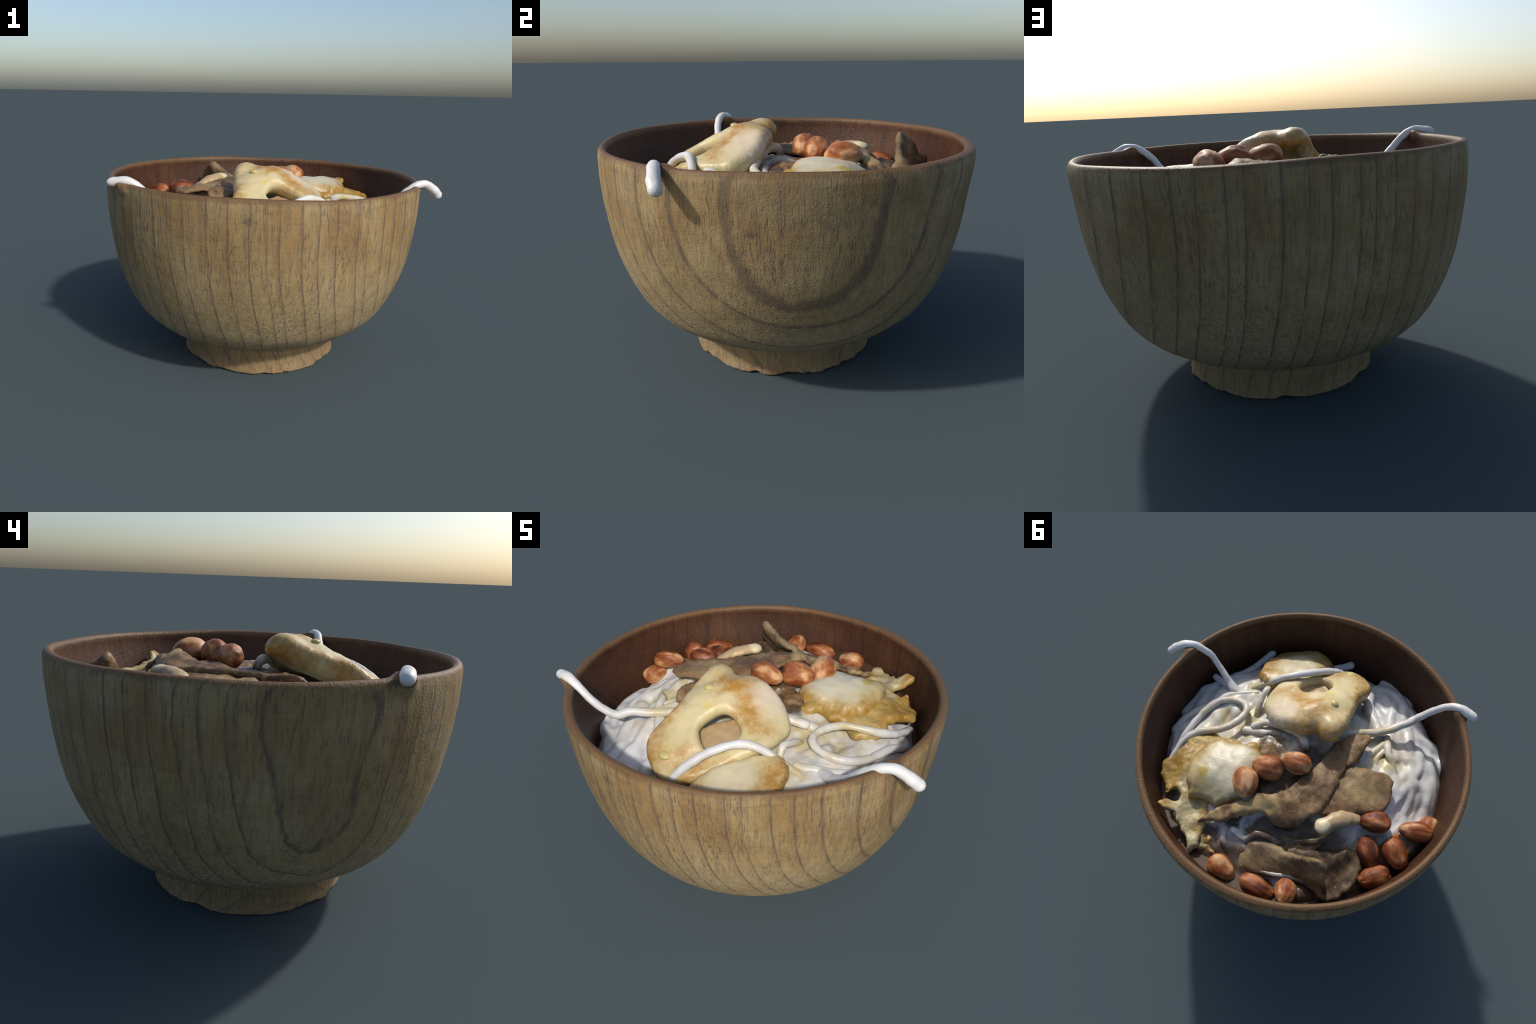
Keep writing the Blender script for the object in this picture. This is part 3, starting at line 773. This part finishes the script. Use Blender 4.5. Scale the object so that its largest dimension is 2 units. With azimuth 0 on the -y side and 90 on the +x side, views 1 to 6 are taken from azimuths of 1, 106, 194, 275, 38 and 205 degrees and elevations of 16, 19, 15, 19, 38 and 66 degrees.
mb = slab("meat_slice",
    [(-0.300, -0.030, 1.010), (-0.471, -0.080, 1.025), (-0.574, -0.083, 1.020), (-0.602, -0.029, 1.020), (-0.620, 0.090, 0.995), (-0.545, 0.155, 1.000), (-0.427, 0.228, 1.015), (-0.307, 0.300, 1.030),
     (-0.260, 0.269, 1.030), (-0.270, 0.157, 1.030)],
    [(-0.374, 0.186, 1.045), (-0.460, 0.079, 1.040), (-0.560, -0.055, 1.042), (-0.450, -0.060, 1.045), (-0.500, 0.020, 1.030)],
    0.026, MAT_MEAT, ridge=0.016, lump=0.010, lscale=8, jag=0.010)
tag(mb, "flat brown braised meat slice", "meat")
mc = slab("meat_slice",
    [(-.415, .561, 1.130), (-.465, .61, 1.075), (-.525, .69, .96), (-.374, .66, .905), (-.268, .685, .905), (-.123, .715, .90), (-.018, .714, .89), (.011, .63, .92), (-.03, .576, .95),
     (-.096, .557, .96), (-.232, .563, 1.01), (-.331, .565, 1.065)],
    [(-.40, .60, 1.075), (-.25, .62, 1.0), (-.1, .62, .965), (-.44, .64, 1.02)],
    0.042, MAT_FLAP, ridge=0.016, lump=0.012, lscale=9, jag=0.010)
tag(mc, "dark curled meat slice with one raised corner", "meat")
md = slab("meat_slice",
    [(-.221, .537, .94), (-.353, .473, .95), (-.444, .442, .95), (-.537, .349, .93), (-.613, .41, .91), (-.63, .501, .895), (-.61, .62, .89), (-.5, .70, .89), (-.403, .62, .90)],
    [(-.45, .5, .96), (-.53, .48, .94), (-.53, .58, .93)], 0.06, MAT_MEAT_DARK, ridge=0.016, lump=0.022, lscale=8, jag=0.012)
tag(md, "dark crumpled meat piece", "meat")
me_ = slab("meat_slice",
    [(-.14, .12, .985), (-.02, .02, 1.0), (.12, .02, 1.0), (.20, .08, 1.0), (.10, .16, 1.01), (-.05, .18, 1.0)],
    [(.05, .09, 1.03), (-.05, .1, 1.025)], 0.04, MAT_MEAT, ridge=0.016, lump=0.016, lscale=9, jag=0.010)
tag(me_, "brown meat scrap between the toppings", "meat")
scrap = slab("fried_scrap", [(-.12, -.50, .97), (-.02, -.30, 1.02), (.13, -.25, 1.02), (.23, -.38, .97), (.15, -.52, .93), (-.02, -.58, .93)], [(.05, -.42, 1.0)],
             0.04, MAT_STUB, lump=0.014, lscale=11, jag=0.01)
tag(scrap, "pale brown fried scrap under the slab", "fried tofu")
pit = slab("meat_slice", [(-0.140, 0.170, 0.995), (-0.050, 0.080, 1.000), (0.060, 0.120, 1.005), (0.100, 0.260, 1.005), (0.040, 0.360, 1.005), (-0.060, 0.300, 1.000)], [(-0.010, 0.220, 1.030)],  # dark slab added to make the pit by the peanuts dark
           0.04, MAT_MEAT_DARK, lump=0.016, lscale=10, jag=0.01)
tag(pit, "dark slab filling the pit under the peanuts", "meat")
pit2 = slab("meat_slice", [(-0.020, 0.500, 0.933), (-0.160, 0.480, 0.953), (-0.300, 0.430, 0.958), (-0.380, 0.440, 0.938), (-0.300, 0.530, 0.928), (-0.120, 0.560, 0.923)], [(-0.200, 0.500, 0.973)],  # dark piece filling the gap between the meat slices
            0.04, MAT_MEAT_DARK, lump=0.020, lscale=10, jag=0.012)
tag(pit2, "dark slab in the gap between the meat slices", "meat")
stub = tube("fried_strip", [(-.345, .362, 1.05), (-.385, .305, 1.05), (-.44, .255, 1.035), (-.49, .22, 1.0)], [.044, .044, .040, .034], MAT_STUB, seg=12, flat=0.6, wob=0.3)
tag(stub, "short fried strip with pale cut end", "fried tofu")

# ------------------------------------------------------------------ peanuts
def peanut_mesh(seed):
    bm = bmesh.new(); bmesh.ops.create_uvsphere(bm, u_segments=40, v_segments=28, radius=1)
    V = []
    for v in bm.verts:
        p = Vector((v.co.z, v.co.x, v.co.y))                      # long axis on x
        taper = 1-0.13*p.x
        q = Vector((p.x*(1.0+.05*p.x), p.y*taper, p.z*taper*0.94))
        crease = math.exp(-(p.y/0.10)**2)*max(0, p.z)             # seam between the two halves
        q *= 1-0.05*crease+0.08*fbm((p.x*1.4+seed*3.1, p.y*1.5, p.z*1.5), 3)
        V.append(q)
    F = [tuple(x.index for x in f.verts) for f in bm.faces]; bm.free()
    return V, F

# centre, half length, half width, heading (deg), pitch (deg)
PEANUTS = [((.142, .335, 1.088), .095, .076, 115, 6), ((.068, .200, 1.092), .094, .076, 10, 0), ((-.060, .105, 1.098), .096, .067, 4, -4),
           ((.060, .785, .925), .090, .066, 165, -10), ((-.160, .790, .925), .108, .060, 178, 0), ((-.318, .745, .940), .080, .066, 100, 30),
           ((-.594, .185, 1.000), .095, .066, 22, 4), ((-.822, .115, .955), .102, .062, 18, 8), ((-.762, .285, .955), .094, .070, 140, -8),
           ((-.628, .345, .950), .096, .062, 136, -10), ((-.715, .450, .920), .096, .068, 40, 4), ((-.875, .04, .875), .085, .058, 80, 0),
           ((-.70, .21, .90), .080, .058, 20, 0)]
pm = []
for s in range(5):
    V, F = peanut_mesh(s); ob = new_object("peanut", V, F, MAT_PEANUT); pm.append(ob.data); bpy.data.objects.remove(ob)
for k, (c, a, b, hd, pt) in enumerate(PEANUTS):
    ob = bpy.data.objects.new("peanut", pm[k % 5]); bpy.context.scene.collection.objects.link(ob)
    ob.location = (c[0], c[1], c[2]-0.010); ob.scale = (a*.97, b*.95, b*.95*random.uniform(.93, 1.05))
    ob.rotation_euler = (random.uniform(-.5, .5), math.radians(-pt), math.radians(hd))
    tag(ob, "shiny reddish brown fried peanut kernel", "peanut")
